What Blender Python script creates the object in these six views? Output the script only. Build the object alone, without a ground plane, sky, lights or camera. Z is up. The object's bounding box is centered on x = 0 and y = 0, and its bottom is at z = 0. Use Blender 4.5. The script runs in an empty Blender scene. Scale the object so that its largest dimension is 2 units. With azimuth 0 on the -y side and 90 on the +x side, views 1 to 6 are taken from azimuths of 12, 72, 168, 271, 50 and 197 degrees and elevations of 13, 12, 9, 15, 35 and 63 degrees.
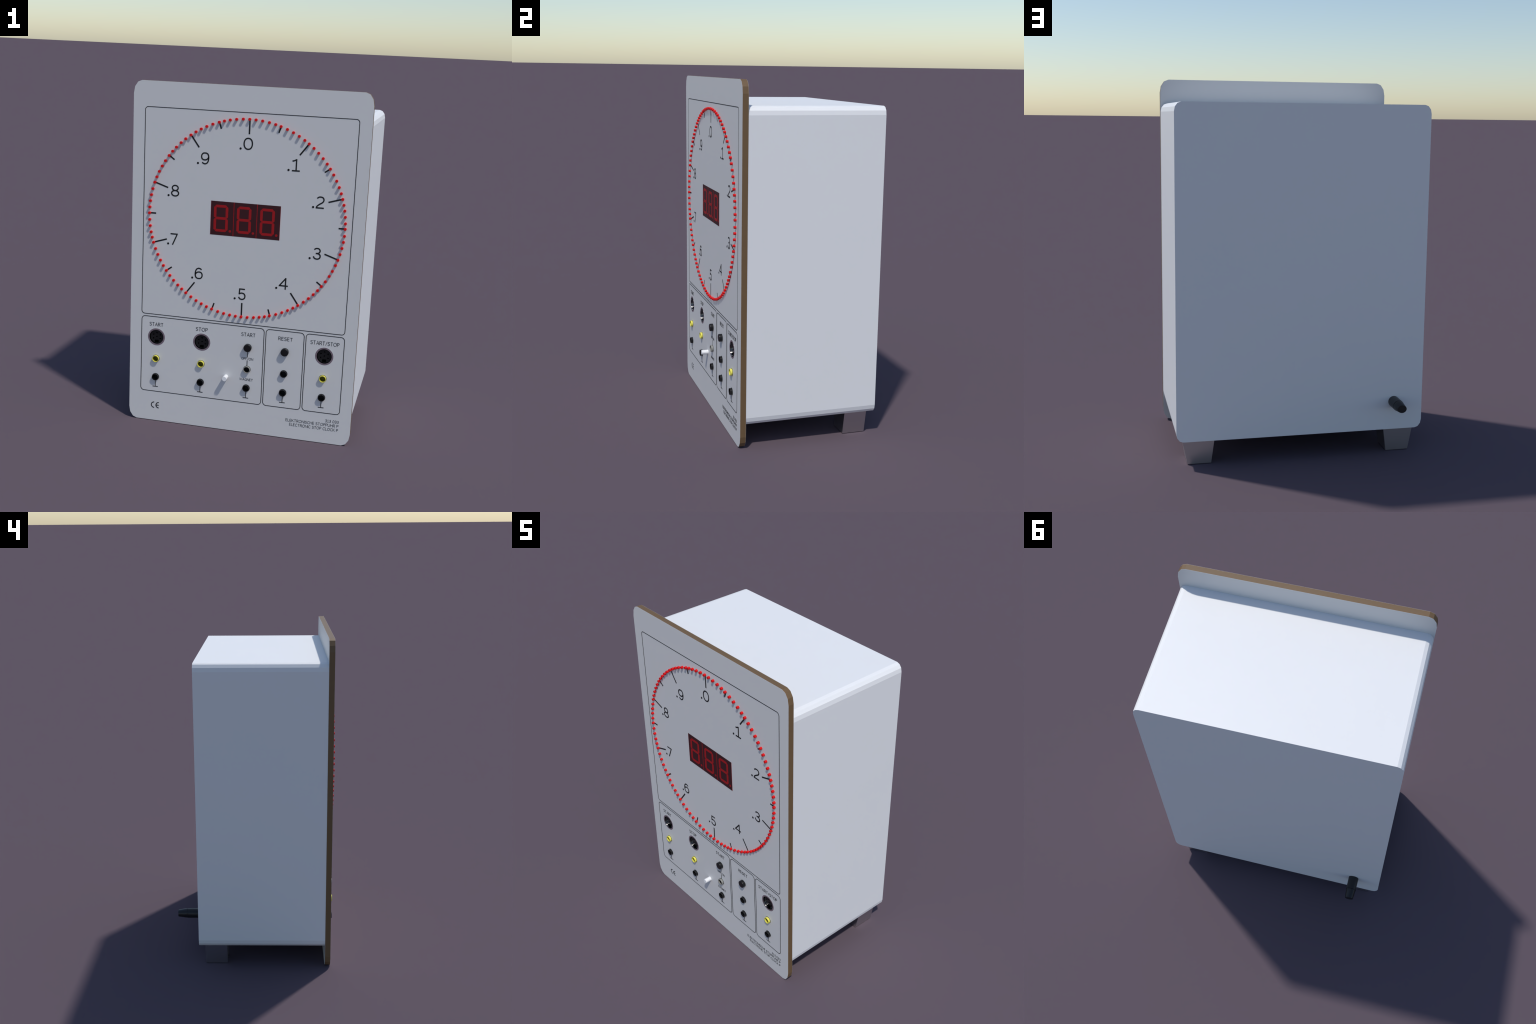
import bpy, bmesh, math
from mathutils import Vector, Matrix

# =====================================================================
#  Demonstration stop clock: upright board with a ring of 100 red lamps,
#  a three-digit segment display, sockets and buttons, and a white box
#  housing behind it on two rear feet.   Metres, z up, front faces -y.
# =====================================================================
FRONT = -0.4475                 # front surface of the board
BACK = -0.4142                  # rear surface of the board
BOARD_W, BOARD_H = 1.3334, 2.0
BOARD_FILLET = (0.0475, 0.0713)
BOX_X, BOX_Z0, BOX_Z1 = 0.6655, 0.1333, 1.8667
BOX_FILLET = (0.0355, 0.0465)
BOX_BACK = 0.352
SKIN = 0.0004                   # laminate thickness
PRINT = 0.0008                  # printed marks stand this far off the board

DIAL = (0.0, 1.263)
RING_R = 0.5597

# ---------------------------------------------------------------- materials
def material(name, color, rough=0.5, metal=0.0, spec=0.5, coat=0.0, grain=0.0, grain_scale=60.0):
    m = bpy.data.materials.new(name)
    m.use_nodes = True
    nt = m.node_tree
    b = nt.nodes["Principled BSDF"]
    b.inputs["Roughness"].default_value = rough
    b.inputs["Metallic"].default_value = metal
    b.inputs["Specular IOR Level"].default_value = spec
    b.inputs["Coat Weight"].default_value = coat
    b.inputs["Base Color"].default_value = (*color, 1)
    if grain:
        tc = nt.nodes.new("ShaderNodeTexCoord")
        nz = nt.nodes.new("ShaderNodeTexNoise")
        nz.inputs["Scale"].default_value = grain_scale
        nz.inputs["Detail"].default_value = 4
        rp = nt.nodes.new("ShaderNodeValToRGB")
        rp.color_ramp.elements[0].position = 0.3
        rp.color_ramp.elements[1].position = 0.7
        rp.color_ramp.elements[0].color = (*[c * (1 - grain) for c in color], 1)
        rp.color_ramp.elements[1].color = (*[min(1, c * (1 + grain)) for c in color], 1)
        nt.links.new(tc.outputs["Object"], nz.inputs["Vector"])
        nt.links.new(nz.outputs["Fac"], rp.inputs["Fac"])
        nt.links.new(rp.outputs["Color"], b.inputs["Base Color"])
    return m

M_WHITE = material("white_painted_sheet", (0.88, 0.878, 0.875), 0.5, grain=0.004, grain_scale=4)
M_BOARD = material("pale_grey_laminate", (0.682, 0.677, 0.670), 0.5, grain=0.004, grain_scale=4)
M_CORE = material("brown_pressed_fibre", (0.175, 0.105, 0.047), 0.55, grain=0.02, grain_scale=30)
M_INK = material("black_print_ink", (0.012, 0.013, 0.014), 0.5, spec=0.3)
M_LAMP = material("red_lamp_plastic", (0.72, 0.004, 0.006), 0.45, spec=0.3, grain=0.01)
M_GLASS = material("dark_red_display_filter", (0.050, 0.013, 0.016), 0.5, spec=0.2)
M_SEGMENT = material("unlit_red_segment", (0.36, 0.011, 0.014), 0.5, spec=0.2)
M_METAL = material("polished_steel", (0.80, 0.80, 0.80), 0.08, metal=1.0)
M_FOOT = material("brushed_steel_foot", (0.66, 0.66, 0.66), 0.33, metal=1.0)
M_BLACK = material("black_plastic", (0.008, 0.008, 0.009), 0.28, spec=0.38)
M_DARK = material("dark_insulator", (0.008, 0.008, 0.009), 0.35, spec=0.35)
M_HOLE = material("painted_hole_shadow", (0.001, 0.001, 0.001), 0.8, spec=0.0)
M_YELLOW = material("yellow_plastic", (0.80, 0.74, 0.11), 0.45, grain=0.01)
M_BORE_SHADE = material("yellow_darkened_for_bore_shade", (0.30, 0.27, 0.03), 0.5, spec=0.2)  # jack yellow darkened to olive: bore's inner shade put into the colour
M_GREY = material("grey_plastic", (0.27, 0.27, 0.25), 0.45, grain=0.01)
M_LEVER = material("white_lever_plastic", (0.88, 0.88, 0.88), 0.35)
M_PLUG = material("black_rubber", (0.012, 0.012, 0.013), 0.38)

# ---------------------------------------------------------------- helpers
COL = bpy.context.scene.collection

def add(name, mesh, parent, mat=None, loc=None):
    o = bpy.data.objects.new(name, mesh)
    COL.objects.link(o)
    if mat is not None:
        mesh.materials.clear()
        mesh.materials.append(mat)
    o.parent = parent
    if loc is not None:
        o.location = loc
    return o

def fillet_outline(cx, cz, w, h, rx, rz, seg):
    """Rounded rectangle in the x-z plane, counter-clockwise."""
    pts = []
    for sx, sz, a0 in ((1, 1, 0), (-1, 1, 90), (-1, -1, 180), (1, -1, 270)):
        for i in range(seg + 1):
            a = math.radians(a0 + 90 * i / seg)
            pts.append((cx + sx * (w / 2 - rx) + rx * math.cos(a),
                        cz + sz * (h / 2 - rz) + rz * math.sin(a)))
    return pts

def circle(cx, cz, r, n=32):
    return [(cx + r * math.cos(2 * math.pi * i / n), cz + r * math.sin(2 * math.pi * i / n)) for i in range(n)]

def plate(name, outlines, y_front, y_back):
    """Flat plate between two y planes; inner outlines become holes."""
    cu = bpy.data.curves.new(name, 'CURVE')
    cu.dimensions = '2D'
    cu.fill_mode = 'BOTH'
    cu.extrude = (y_back - y_front) / 2
    for pts in outlines:
        sp = cu.splines.new('POLY')
        sp.points.add(len(pts) - 1)
        for p, (x, z) in zip(sp.points, pts):
            p.co = (x, z, 0, 1)
        sp.use_cyclic_u = True
    return flat_to_upright(name, cu, (y_front + y_back) / 2)

def flat_to_upright(name, cu, y_mid):
    tmp = bpy.data.objects.new("tmp", cu)
    COL.objects.link(tmp)
    dg = bpy.context.evaluated_depsgraph_get()
    me = bpy.data.meshes.new_from_object(tmp.evaluated_get(dg))
    me.name = name
    bpy.data.objects.remove(tmp)
    bpy.data.curves.remove(cu)
    me.transform(Matrix.Translation((0, y_mid, 0)) @ Matrix.Rotation(math.pi / 2, 4, 'X'))
    for p in me.polygons:
        p.use_smooth = False
    me.update()
    return me

def lathe(name, profile, n=32, smooth_deg=35):
    """Turn a (radius, y) profile about the y axis."""
    bm = bmesh.new()
    rings = []
    for r, y in profile:
        if r < 1e-6:
            rings.append([bm.verts.new((0, y, 0))])
        else:
            rings.append([bm.verts.new((r * math.cos(2 * math.pi * i / n), y, r * math.sin(2 * math.pi * i / n)))
                          for i in range(n)])
    for a, b in zip(rings, rings[1:]):
        for i in range(n):
            j = (i + 1) % n
            if len(a) == 1:
                bm.faces.new((a[0], b[j], b[i]))
            elif len(b) == 1:
                bm.faces.new((a[i], a[j], b[0]))
            else:
                bm.faces.new((a[i], a[j], b[j], b[i]))
    bmesh.ops.recalc_face_normals(bm, faces=bm.faces)
    me = bpy.data.meshes.new(name)
    bm.to_mesh(me)
    bm.free()
    smooth_by_angle(me, smooth_deg)
    return me

def smooth_by_angle(me, deg):
    for p in me.polygons:
        p.use_smooth = True
    me.set_sharp_from_angle(angle=math.radians(deg))

def prism(name, corners_low, corners_high):
    bm = bmesh.new()
    lo = [bm.verts.new(c) for c in corners_low]
    hi = [bm.verts.new(c) for c in corners_high]
    n = len(lo)
    bm.faces.new(lo)
    bm.faces.new(hi)
    for i in range(n):
        j = (i + 1) % n
        bm.faces.new((lo[i], lo[j], hi[j], hi[i]))
    bmesh.ops.recalc_face_normals(bm, faces=bm.faces)
    me = bpy.data.meshes.new(name)
    bm.to_mesh(me)
    bm.free()
    return me

def catmull(ctrl, step=8, closed=False):
    pts = [Vector(c) for c in ctrl]
    n = len(pts)
    out = []
    for i in range(n if closed else n - 1):
        p1, p2 = pts[i], pts[(i + 1) % n]
        p0 = pts[i - 1] if (closed or i) else p1 * 2 - p2
        p3 = pts[(i + 2) % n] if (closed or i + 2 < n) else p2 * 2 - p1
        for k in range(step):
            t = k / step
            out.append(0.5 * ((2 * p1) + (p2 - p0) * t + (2 * p0 - 5 * p1 + 4 * p2 - p3) * t * t
                              + (3 * p1 - p0 - 3 * p2 + p3) * t ** 3))
    if not closed:
        out.append(pts[-1])
    return out

def stroke_mesh(name, strokes, width, lift, stagger=0.0001, cycle=99):
    """Printed strokes of even width.  strokes = [(points, closed)] in (x, z) about the origin."""
    bm = bmesh.new()
    for k, (pts, closed) in enumerate(strokes):
        pts = [Vector(p) for p in pts]
        y0, y1 = -lift - stagger * (k % cycle), 0.0
        n = len(pts)
        left, right = [], []
        for i in range(n):
            a = pts[i - 1] if (closed or i) else pts[i]
            b = pts[(i + 1) % n] if (closed or i + 1 < n) else pts[i]
            d1 = (pts[i] - a).normalized() if (pts[i] - a).length else (b - pts[i]).normalized()
            d2 = (b - pts[i]).normalized() if (b - pts[i]).length else d1
            n1, n2 = Vector((-d1.y, d1.x)), Vector((-d2.y, d2.x))
            m = (n1 + n2).normalized()
            m = m / max(0.5, m.dot(n1)) * width / 2
            left.append(pts[i] + m)
            right.append(pts[i] - m)
        V = lambda p, y: bm.verts.new((p.x, y, p.y))
        lf = [V(p, y0) for p in left]; rf = [V(p, y0) for p in right]
        lb = [V(p, y1) for p in left]; rb = [V(p, y1) for p in right]
        for i in range(n if closed else n - 1):
            j = (i + 1) % n
            bm.faces.new((lf[i], lf[j], rf[j], rf[i]))
            bm.faces.new((lf[i], lb[i], lb[j], lf[j]))
            bm.faces.new((rf[j], rb[j], rb[i], rf[i]))
        if not closed:
            bm.faces.new((lf[0], rf[0], rb[0], lb[0]))
            bm.faces.new((lf[-1], lb[-1], rb[-1], rf[-1]))
    bmesh.ops.recalc_face_normals(bm, faces=bm.faces)
    me = bpy.data.meshes.new(name)
    bm.to_mesh(me)
    bm.free()
    return me

# ---------------------------------------------------------------- the thing
clock = bpy.data.objects.new("stop_clock", None)
COL.objects.link(clock)
clock["label"] = "white box stop clock with ring of red lamps"
clock["category"] = "stop clock"

# column and row positions of the controls on the board
COLS = (-0.5047, -0.2287, 0.0475, 0.2643, 0.4903)
ROW_TOP, ROW_MID, ROW_LOW = 0.5235, 0.3910, 0.2765
DIN_AT = [(COLS[0], ROW_TOP), (COLS[1], ROW_TOP), (COLS[4], ROW_TOP)]
JACK_AT = [(COLS[0], ROW_MID, M_YELLOW), (COLS[1], ROW_MID, M_YELLOW), (COLS[4], ROW_MID, M_YELLOW),
           (COLS[2], ROW_MID, M_GREY), (COLS[3], ROW_MID, M_BLACK),
           (COLS[0], ROW_LOW, M_BLACK), (COLS[1], ROW_LOW, M_BLACK), (COLS[2], ROW_LOW, M_BLACK),
           (COLS[3], ROW_LOW, M_BLACK), (COLS[4], ROW_LOW, M_BLACK)]
DIN_R, DIN_BORE = 0.0520, 0.0428
JACK_R, JACK_BORE = 0.0196, 0.0170

# ---------------------------------------------------------------- board
outline = fillet_outline(0, BOARD_H / 2, BOARD_W, BOARD_H, *BOARD_FILLET, 3)
holes = [circle(x, z, DIN_R - 0.002, 48) for x, z in DIN_AT] + [circle(x, z, JACK_R - 0.002, 24) for x, z, _ in JACK_AT]
board = add("front_board", plate("front_board", [outline] + holes, FRONT + SKIN, BACK - SKIN), clock, M_CORE)
add("face_laminate", plate("face_laminate", [outline] + holes, FRONT, FRONT + SKIN), board, M_BOARD)
add("face_laminate", plate("rear_laminate", [outline], BACK - SKIN, BACK), board, M_BOARD)

# ---------------------------------------------------------------- housing and feet
box = fillet_outline(0, (BOX_Z0 + BOX_Z1) / 2, 2 * BOX_X, BOX_Z1 - BOX_Z0, *BOX_FILLET, 3)
add("housing", plate("housing", [box], BACK, BOX_BACK), clock, M_WHITE)

def foot_corners(xi, xo, z):
    return [(xi, 0.182, z), (xo, 0.182, z), (xo, 0.3155, z), (xi, 0.3155, z)]
for sign in (1, -1):
    lo = [(sign * x, y, z) for x, y, z in foot_corners(0.4805, 0.6055, 0.0)]
    hi = [(sign * x, y, z) for x, y, z in foot_corners(0.4625, 0.6300, BOX_Z0)]
    add("foot", prism("foot", lo, hi), clock, M_FOOT)

# ---------------------------------------------------------------- cable plug on the rear
PLUG = (-0.506, 0.2875)
plug = add("cable_plug", lathe("cable_plug", [(0, 0), (0.0303, 0), (0.0300, 0.0797), (0.0262, 0.0797), (0.0262, 0.0825), (0.0, 0.0825)], 32),
           clock, M_PLUG, (PLUG[0], BOX_BACK, PLUG[1]))
tip_mesh = lathe("plug_tip", [(0, 0), (0.0292, 0.0), (0.0288, 0.003), (0.0226, 0.0538), (0.0222, 0.0543), (0, 0.0543)], 32)
for v in tip_mesh.vertices:                     # the mouth is squeezed to a flat oval
    f = v.co.y / 0.0543
    v.co.x *= 1 + 0.09 * f
    v.co.z *= 1 - 0.06 * f
add("plug_tip", tip_mesh, plug, M_PLUG, (0, 0.0815, 0))

# ---------------------------------------------------------------- ring of lamps and tick marks
# hand-drilled holes: small angular errors in tenths of a degree, one per lamp
DRILL = [1, 1, 3, 6, 7, 3, 6, 8, 10, 12, 7, 7, 8, 11, 12, 9, 10, 12, 14, 14,
         11, 8, 5, 4, 5, 0, 4, 3, 3, 4, 3, 1, 3, 2, 5, 6, 3, 2, 3, 4,
         7, 4, 3, 4, 6, 9, 3, -1, -3, -1, 0, -2, -3, -2, -1, 2, 0, -1, -1, 1,
         3, 0, -3, -2, -2, -2, -4, -4, -3, -2, 1, -4, -8, -7, -6, -3, -4, -3, -3, -2,
         2, 0, 0, 0, 1, 3, 0, -3, -1, -1, 1, 0, -1, -1, 1, 4, -1, -3, -2, 0]
lamp_mesh = lathe("lamp", [(0, -0.0130), (0.0077, -0.0130), (0.0077, 0.0), (0, 0.0)], 20)
lamp_mesh.materials.append(M_LAMP)
for i in range(100):
    a = math.radians(3.6 * i + DRILL[i] / 10)
    add("lamp", lamp_mesh, clock, None, (DIAL[0] + RING_R * math.sin(a), FRONT, DIAL[1] + RING_R * math.cos(a)))
    if i % 5 == 0:
        inner = 0.4785 if i % 10 == 0 else 0.5225
        d = Vector((math.sin(a), math.cos(a)))
        c = Vector(DIAL)
        tick = stroke_mesh("tick_mark", [([c + d * inner, c + d * (RING_R - 0.003)], False)], 0.0083, PRINT)
        add("tick_mark", tick, clock, M_INK, (0, FRONT, 0))

# ---------------------------------------------------------------- dial numerals (stroke lettering)
def oval(cx, cz, rx, rz, power=2.2, n=40):
    pts = []
    for i in range(n):
        a = 2 * math.pi * i / n
        c, s = math.cos(a), math.sin(a)
        pts.append((cx + rx * math.copysign(abs(c) ** (2 / power), c), cz + rz * math.copysign(abs(s) ** (2 / power), s)))
    return pts
SIX = [([(0.0165, 0.0225), (0.008, 0.0282), (-0.0015, 0.0298), (-0.0125, 0.0240), (-0.0185, 0.0120), (-0.0205, -0.0050),
         (-0.0180, -0.0200), (-0.0105, -0.0282), (0.0005, -0.0300), (0.0110, -0.0282), (0.0185, -0.0200), (0.0205, -0.0100),
         (0.0180, 0.0005), (0.0110, 0.0065), (0.0010, 0.0082), (-0.0090, 0.0055), (-0.0165, -0.0010), (-0.0195, -0.0075)], 'S')]
GLYPHS = {
    '0': [(oval(0, 0, 0.0232, 0.0299), 'C')],
    '1': [([(-0.0190, 0.0215), (-0.0090, 0.0240), (0.0035, 0.0300)], 'S'), ([(0.0035, 0.0336), (0.0035, -0.0300)], 'L'),
          ([(-0.0195, -0.0305), (0.0240, -0.0305)], 'L')],
    '2': [([(-0.0185, 0.0215), (-0.0090, 0.0285), (0.0010, 0.0300), (0.0120, 0.0275), (0.0180, 0.0190), (0.0178, 0.0095), (0.0110, -0.0005),
            (-0.0030, -0.0095), (-0.0150, -0.0190), (-0.0195, -0.0255), (-0.0205, -0.0305)], 'S'), ([(-0.0242, -0.0305), (0.0205, -0.0305)], 'L')],
    '3': [([(-0.0150, 0.0225), (-0.0070, 0.0285), (0.0015, 0.0300), (0.0115, 0.0275), (0.0170, 0.0190), (0.0155, 0.0095),
            (0.0090, 0.0035), (-0.0010, 0.0015)], 'S'), ([(-0.0060, 0.0015), (0.0005, 0.0015)], 'L'),
          ([(-0.0005, 0.0015), (0.0100, -0.0005), (0.0175, -0.0070), (0.0192, -0.0150), (0.0160, -0.0240), (0.0070, -0.0295), (-0.0030, -0.0298),
            (-0.0130, -0.0255), (-0.0185, -0.0160)], 'S')],
    '4': [([(0.0115, 0.0305), (-0.0215, -0.0110), (-0.0225, -0.0130), (0.0255, -0.0130)], 'L'), ([(0.0115, 0.0335), (0.0115, -0.0336)], 'L')],
    '5': [([(0.0180, 0.0298), (-0.0125, 0.0298), (-0.0145, -0.0010)], 'L'),
          ([(-0.0150, 0.0000), (-0.0080, 0.0048), (0.0005, 0.0065), (0.0115, 0.0040), (0.0180, -0.0040), (0.0192, -0.0125),
            (0.0165, -0.0225), (0.0080, -0.0290), (-0.0010, -0.0300), (-0.0110, -0.0265), (-0.0175, -0.0170)], 'S')],
    '6': SIX,
    '7': [([(-0.0215, 0.0298), (0.0178, 0.0298), (0.0160, 0.0240), (-0.0085, -0.0336)], 'L')],
    '8': [(oval(0, 0.0155, 0.0172, 0.0145, 2.0), 'C'), (oval(0, -0.0145, 0.0205, 0.0155, 2.0), 'C')],
    '9': [([(-x, -z) for x, z in SIX[0][0]], 'S')],
}
NUMERAL_AT = {'0': (-0.003, 1.689), '1': (0.2665, 1.591), '2': (0.414, 1.398), '3': (0.412, 1.1115), '4': (0.2345, 0.9225),
              '5': (-0.003, 0.836), '6': (-0.260, 0.9325), '7': (-0.4125, 1.119), '8': (-0.413, 1.398), '9': (-0.2445, 1.592)}
DOT_OFFSET = {'0': -0.0420, '1': -0.0385, '2': -0.0388, '3': -0.0388, '4': -0.0400, '5': -0.0399, '6': -0.0379, '7': -0.0345,
              '8': -0.0384, '9': -0.0405}
for ch, (x, z) in NUMERAL_AT.items():
    strokes = []
    for pts, kind in GLYPHS[ch]:
        strokes.append((catmull(pts, 6) if kind == 'S' else pts, kind == 'C'))
    r = 0.0023                                   # decimal point: a small thick ring reads as a disc
    strokes.append((circle(DOT_OFFSET[ch], -0.0283, r, 14), True))
    add("numeral", stroke_mesh("numeral", strokes, 0.0074, PRINT), clock, M_INK, (x, FRONT, z))

# ---------------------------------------------------------------- three-digit segment display
DISP = (-0.2011, 0.1974, 1.1662, 1.3588)          # x0, x1, z0, z1
window = add("display_window", plate("display_window", [[(DISP[0], DISP[2]), (DISP[1], DISP[2]), (DISP[1], DISP[3]), (DISP[0], DISP[3])]],
             FRONT - 0.0006, FRONT + 0.0002), clock, M_GLASS)
PITCH = (DISP[1] - DISP[0]) / 3
T = 0.0147                                        # segment thickness
GAP = 0.0004
X0, X1, ZT, ZM, ZB = -0.1830, -0.1005, 1.3386, 1.2627, 1.1860
def rail(xa, xb, z, up):
    """horizontal outer segment, mitred, with a clipped outer corner"""
    s = -1 if up else 1
    c = T * 0.95
    return [(xa + c, z), (xb - c, z), (xb - c * 0.50, z + s * T * 0.44), (xb - T - GAP, z + s * T), (xa + T + GAP, z + s * T), (xa + c * 0.50, z + s * T * 0.44)]
def post(x, z_end, z_mid, side, up):
    """vertical segment between an outer corner and the waist"""
    s = 1 if up else -1
    w = -side * T
    return [(x, z_end - s * T * 0.95), (x - side * T * 0.40, z_end - s * T * 0.54), (x + w, z_end - s * (T + GAP)),
            (x + w, z_mid + s * (T * 0.5 + GAP)), (x - side * T * 0.50, z_mid + s * GAP * 1.5), (x, z_mid + s * T * 0.55)]
def waist(xa, xb, z):
    h = T / 2
    return [(xa + T * 0.55, z), (xa + T + GAP, z + h), (xb - T - GAP, z + h), (xb - T * 0.55, z), (xb - T - GAP, z - h), (xa + T + GAP, z - h)]
SEGMENTS = [rail(X0, X1, ZT, True), rail(X0, X1, ZB, False), waist(X0, X1, ZM),
            post(X0, ZT, ZM, -1, True), post(X1, ZT, ZM, 1, True), post(X0, ZB, ZM, -1, False), post(X1, ZB, ZM, 1, False)]
Y_SEG = (FRONT - 0.0012, FRONT - 0.0004)
for d in range(3):
    for s in SEGMENTS:
        add("segment", plate("segment", [[(x + d * PITCH, z) for x, z in s]], *Y_SEG), window, M_SEGMENT)
    add("decimal_point", plate("decimal_point", [circle(-0.0870 + d * PITCH, 1.1926, 0.0072, 20)], *Y_SEG), window, M_SEGMENT)
for x, w in ((DISP[0] + PITCH, 0.0034), (DISP[0] + 2 * PITCH, 0.0034), (DISP[0] + 0.0004, 0.0008), (DISP[1] - 0.0006, 0.0014)):
    add("divider_line", plate("divider_line", [[(x - w / 2, DISP[2] + 0.0002), (x + w / 2, DISP[2] + 0.0002), (x + w / 2, DISP[3] - 0.0002), (x - w / 2, DISP[3] - 0.0002)]],
        FRONT - 0.0010, FRONT - 0.0004), window, M_SEGMENT)

# ---------------------------------------------------------------- printed frames
LINE = 0.0037
def frame(x0, x1, z0, z1, r):
    pts = fillet_outline((x0 + x1) / 2, (z0 + z1) / 2, x1 - x0, z1 - z0, r, r, 8)
    add("frame_line", stroke_mesh("frame_line", [(pts, True)], LINE, PRINT), clock, M_INK, (0, FRONT, 0))
frame(-0.5973, 0.5973, 0.6608, 1.8575, 0.0180)
frame(-0.5960, 0.1384, 0.1842, 0.6458, 0.0205)
frame(0.1497, 0.3700, 0.1842, 0.6458, 0.0205)
frame(0.3813, 0.5992, 0.1842, 0.6458, 0.0205)

# ---------------------------------------------------------------- printed symbols
for x in COLS:
    sym = stroke_mesh("ground_symbol", [([(0, 0.2600), (0, 0.2155)], False), ([(-0.0165, 0.2150), (0.0165, 0.2150)], False)], 0.0040, PRINT)
    add("ground_symbol", sym, clock, M_INK, (x - 0.001, FRONT, 0))
link = stroke_mesh("connection_line", [([(0, 0.505), (0, 0.4633)], False), ([(0, 0.4445), (0, 0.4080)], False)], 0.0040, PRINT)
add("connection_line", link, clock, M_INK, (0.0466, FRONT, 0))
def open_arc(cx, cz, r, bar):
    pts = []
    for i in range(17):
        a = math.radians(88 + (272 - 88) * i / 16)
        pts.append((cx + r * math.cos(a), cz + r * math.sin(a)))
    st = [(pts, False)]
    if bar:
        st.append(([(cx - r, cz), (cx + r * 0.02, cz)], False))
    return st
mark = open_arc(-0.5103, 0.0970, 0.0172, False) + open_arc(-0.4815, 0.0970, 0.0172, True)
add("conformity_mark", stroke_mesh("conformity_mark", mark, 0.0052, PRINT), clock, M_INK, (0, FRONT, 0))

# ---------------------------------------------------------------- printed words (single-stroke capitals)
# each letter: advance width and strokes, on a cap height of 1;  L = straight, S = smooth, C = closed oval
BOWL_C = [(0.62, 0.84), (0.50, 0.96), (0.36, 1.0), (0.18, 0.93), (0.04, 0.72), (0.0, 0.5), (0.04, 0.28), (0.18, 0.07), (0.36, 0.0), (0.50, 0.04), (0.62, 0.16)]
BOWL_P = [(0.0, 1.0), (0.28, 1.0), (0.44, 0.93), (0.50, 0.76), (0.44, 0.57), (0.28, 0.49), (0.0, 0.49)]
THREE = [(0.02, 0.86), (0.12, 0.97), (0.25, 1.0), (0.40, 0.93), (0.44, 0.76), (0.36, 0.59), (0.18, 0.53), (0.38, 0.47), (0.48, 0.27), (0.40, 0.07), (0.24, 0.0), (0.10, 0.03), (0.0, 0.14)]
LETTERS = {
    'S': (0.50, [([(0.47, 0.86), (0.38, 0.96), (0.25, 1.0), (0.08, 0.94), (0.02, 0.77), (0.10, 0.61), (0.27, 0.52), (0.44, 0.42),
                   (0.50, 0.24), (0.42, 0.06), (0.24, 0.0), (0.09, 0.04), (0.0, 0.14)], 'S')]),
    'T': (0.58, [([(0.0, 1.0), (0.58, 1.0)], 'L'), ([(0.29, 1.0), (0.29, -0.05)], 'L')]),
    'A': (0.66, [([(0.0, -0.05), (0.33, 1.0), (0.66, -0.05)], 'L'), ([(0.12, 0.33), (0.54, 0.33)], 'L')]),
    'R': (0.54, [([(0.0, -0.05), (0.0, 1.05)], 'L'), (BOWL_P, 'S'), ([(0.26, 0.49), (0.55, -0.05)], 'L')]),
    'P': (0.50, [([(0.0, -0.05), (0.0, 1.05)], 'L'), (BOWL_P, 'S')]),
    'O': (0.74, [(oval(0.37, 0.5, 0.37, 0.5, 2.1, 24), 'C')]),
    'C': (0.62, [(BOWL_C, 'S')]),
    'G': (0.66, [(BOWL_C[:-1], 'S'), ([(0.50, 0.04), (0.66, 0.10), (0.66, 0.47), (0.38, 0.47)], 'L')]),
    'E': (0.46, [([(0.46, 1.0), (0.0, 1.0), (0.0, 0.0), (0.46, 0.0)], 'L'), ([(0.0, 0.52), (0.42, 0.52)], 'L')]),
    'F': (0.44, [([(0.44, 1.0), (0.0, 1.0), (0.0, -0.05)], 'L'), ([(0.0, 0.52), (0.40, 0.52)], 'L')]),
    'L': (0.44, [([(0.0, 1.05), (0.0, 0.0), (0.44, 0.0)], 'L')]),
    'K': (0.56, [([(0.0, -0.05), (0.0, 1.05)], 'L'), ([(0.54, 1.05), (0.02, 0.40)], 'L'), ([(0.18, 0.60), (0.58, -0.05)], 'L')]),
    'N': (0.64, [([(0.0, -0.05), (0.0, 1.0), (0.64, 0.0), (0.64, 1.05)], 'L')]),
    'M': (0.78, [([(0.0, -0.05), (0.0, 1.0), (0.39, 0.10), (0.78, 1.0), (0.78, -0.05)], 'L')]),
    'H': (0.64, [([(0.0, -0.05), (0.0, 1.05)], 'L'), ([(0.64, -0.05), (0.64, 1.05)], 'L'), ([(0.0, 0.53), (0.64, 0.53)], 'L')]),
    'U': (0.62, [([(0.0, 1.05), (0.0, 0.70), (0.0, 0.36), (0.08, 0.09), (0.31, 0.0), (0.54, 0.09), (0.62, 0.36), (0.62, 0.70), (0.62, 1.05)], 'S')]),
    'I': (0.0, [([(0.0, -0.05), (0.0, 1.05)], 'L')]),
    '/': (0.36, [([(0.0, -0.05), (0.36, 1.05)], 'L')]),
    '0': (0.50, [(oval(0.25, 0.5, 0.25, 0.5, 2.2, 24), 'C')]),
    '1': (0.40, [([(0.0, 0.82), (0.20, 1.0), (0.20, 0.0)], 'L'), ([(0.0, 0.0), (0.40, 0.0)], 'L')]),
    '3': (0.48, [(THREE, 'S')]),
    ' ': (0.16, []),
}
SPACING = 0.20
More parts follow.
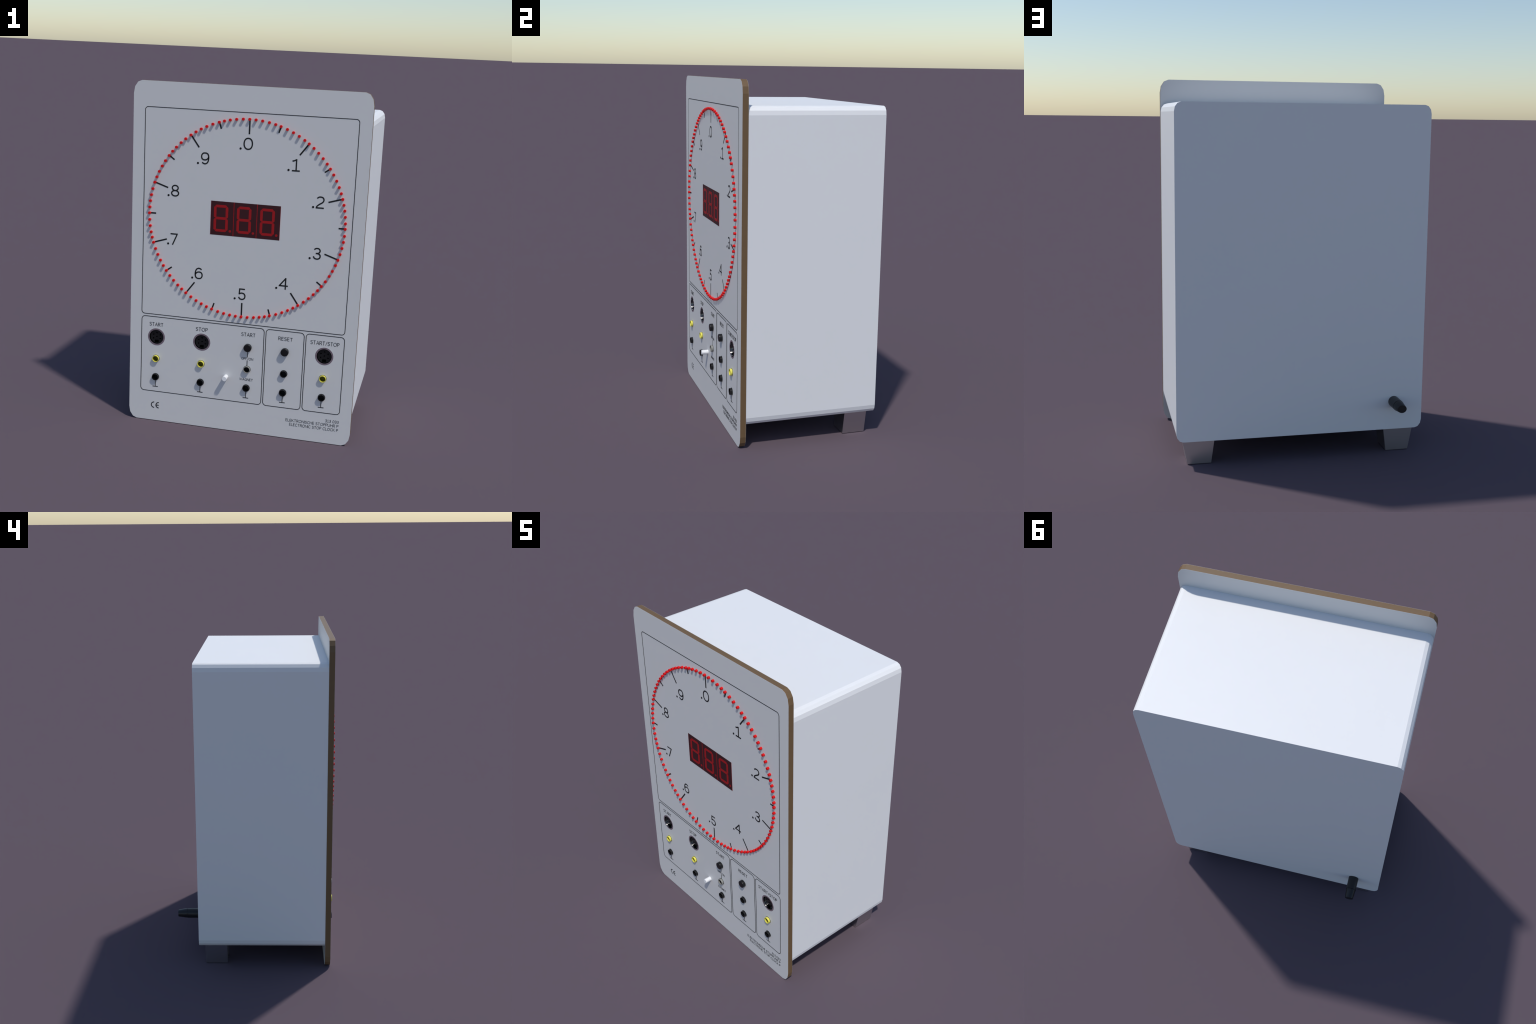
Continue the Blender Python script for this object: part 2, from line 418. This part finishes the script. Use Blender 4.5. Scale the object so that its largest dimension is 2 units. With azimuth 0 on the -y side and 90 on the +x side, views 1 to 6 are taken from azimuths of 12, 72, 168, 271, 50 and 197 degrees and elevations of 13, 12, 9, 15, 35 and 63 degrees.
def words(text, x_left, x_right, z_base, cap, weight):
    """One printed line between two x limits; weight is the stroke width."""
    total = sum(LETTERS[c][0] + SPACING for c in text) - SPACING
    sx = (x_right - x_left - weight) / total
    sz = cap - weight
    cursor, strokes = x_left + weight / 2, []
    for c in text:
        adv, parts = LETTERS[c]
        for pts, kind in parts:
            pts = catmull(pts, 3) if kind == 'S' else [Vector(p) for p in pts]
            strokes.append(([(cursor + p[0] * sx, z_base + weight / 2 + p[1] * sz) for p in pts], kind == 'C'))
        cursor += (adv + SPACING) * sx
    add("word_label", stroke_mesh("word_label", strokes, weight, PRINT, 0.00004, 6), clock, M_INK, (0, FRONT, 0))
words("START", -0.5482, -0.4640, 0.5890, 0.0222, 0.0023)
words("STOP", -0.2662, -0.1945, 0.5886, 0.0226, 0.0023)
words("START", 0.0053, 0.0885, 0.5890, 0.0222, 0.0023)
words("RESET", 0.2222, 0.3060, 0.5890, 0.0216, 0.0023)
words("START/STOP", 0.4075, 0.5722, 0.5886, 0.0226, 0.0023)
words("OFF/ON", 0.0118, 0.0818, 0.4472, 0.0152, 0.0016)
words("MAGNET", 0.0078, 0.0856, 0.3208, 0.0152, 0.0016)
words("313 033", 0.5202, 0.5990, 0.1300, 0.0170, 0.0016)
words("ELEKTRONISCHE STOPPUHR P", 0.2902, 0.5985, 0.1047, 0.0172, 0.0016)
words("ELECTRONIC STOP CLOCK P", 0.3127, 0.5978, 0.0797, 0.0172, 0.0016)

# ---------------------------------------------------------------- round multi-pin sockets
shell_mesh = lathe("shell", [(DIN_BORE, 0.026), (DIN_BORE, -0.0006), (DIN_R, -0.0006), (DIN_R, 0.0),
                             (DIN_R - 0.0025, 0.0), (DIN_R - 0.0025, 0.026)], 64, 50)
shell_mesh.materials.append(M_METAL)
insert_mesh = lathe("insert", [(0, 0.0085), (0.0390, 0.0085), (0.0395, 0.0092), (0.0395, 0.0200), (DIN_BORE + 0.001, 0.0200), (DIN_BORE + 0.001, 0.0255), (0, 0.0255)], 48)
insert_mesh.materials.append(M_DARK)
KEY_PROFILE = [(-0.0110, -0.0345), (0.0110, -0.0345), (0.0110, -0.0215), (-0.0110, -0.0215)]
key_mesh = plate("key", [KEY_PROFILE], 0.0030, 0.0086)
key_mesh.materials.append(M_HOLE)
PIN_R = 0.0235
SLOTS = [(0, 0, 20)] + [(PIN_R * math.sin(math.radians(b)), PIN_R * math.cos(math.radians(b)), t)
                        for b, t in ((0, -38), (-60, 20), (60, 88), (-118, 85), (118, -2))]
def slot_outline(cx, cz, turn, half=0.0052, w=0.0027):
    ca, sa = math.cos(math.radians(turn)), math.sin(math.radians(turn))
    pts = []
    for x, z in [(-half, 0), (-half * 0.7, -w), (half * 0.7, -w), (half, 0), (half * 0.7, w), (-half * 0.7, w)]:
        pts.append((cx + x * ca - z * sa, cz + x * sa + z * ca))
    return pts
slot_meshes = []
for s in SLOTS:
    me = plate("slot_shadow_plate", [slot_outline(*s)], 0.0078, 0.0086)  # raised black plate draws the darkness inside a contact hole
    me.materials.append(M_HOLE)
    slot_meshes.append(me)
for x, z in DIN_AT:
    sock = add("round_socket", shell_mesh, clock, None, (x, FRONT, z))
    add("socket_insert", insert_mesh, sock)
    add("socket_key", key_mesh, sock)
    for me in slot_meshes:
        add("slot_shadow_plate", me, sock)

# ---------------------------------------------------------------- single jack sockets
jack_profile = [(0, 0.026), (JACK_BORE, 0.026), (JACK_BORE, -0.0136), (JACK_R, -0.0136), (JACK_R, 0.0), (JACK_R - 0.0025, 0.0), (JACK_R - 0.0025, 0.030), (0, 0.030)]
washer_mesh = lathe("washer", [(JACK_R - 0.001, 0.0), (JACK_R - 0.001, -0.0014), (0.0215, -0.0014), (0.0216, 0.0)], 40, 30)
washer_mesh.materials.append(M_BLACK)
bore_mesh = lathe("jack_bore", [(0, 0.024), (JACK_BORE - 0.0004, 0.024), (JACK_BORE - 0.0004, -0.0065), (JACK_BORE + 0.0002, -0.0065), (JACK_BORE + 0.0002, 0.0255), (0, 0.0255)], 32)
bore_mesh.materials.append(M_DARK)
shade_lining_mesh = bore_mesh.copy()
shade_lining_mesh.materials.clear()
shade_lining_mesh.materials.append(M_BORE_SHADE)
jack_meshes = {}
for x, z, mat in JACK_AT:
    if mat.name not in jack_meshes:
        me = lathe("jack_socket", jack_profile, 40)
        me.materials.append(mat)
        jack_meshes[mat.name] = me
    jack = add("jack_socket", jack_meshes[mat.name], clock, None, (x, FRONT, z))
    add("washer", washer_mesh, jack)
    if mat is M_GREY:
        add("jack_bore", bore_mesh, jack)
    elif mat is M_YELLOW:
        add("jack_bore", shade_lining_mesh, jack)

# ---------------------------------------------------------------- push buttons and toggle lever
button_mesh = lathe("push_button", [(0, -0.0198), (0.0186, -0.0198), (0.0195, -0.0197), (0.0215, -0.0190), (0.0226, -0.0172), (0.0228, -0.0150), (0.0228, 0.0), (0, 0.0)], 40, 40)
button_mesh.materials.append(M_BLACK)
for x in (COLS[2], COLS[3]):
    add("push_button", button_mesh, clock, None, (x, FRONT, ROW_TOP))
add("toggle_lever", lathe("toggle_lever", [(0, -0.0405), (0.0132, -0.0405), (0.0138, -0.0399), (0.0138, 0.0), (0, 0.0)], 32),
    clock, M_LEVER, (-0.0757, FRONT, 0.3296))
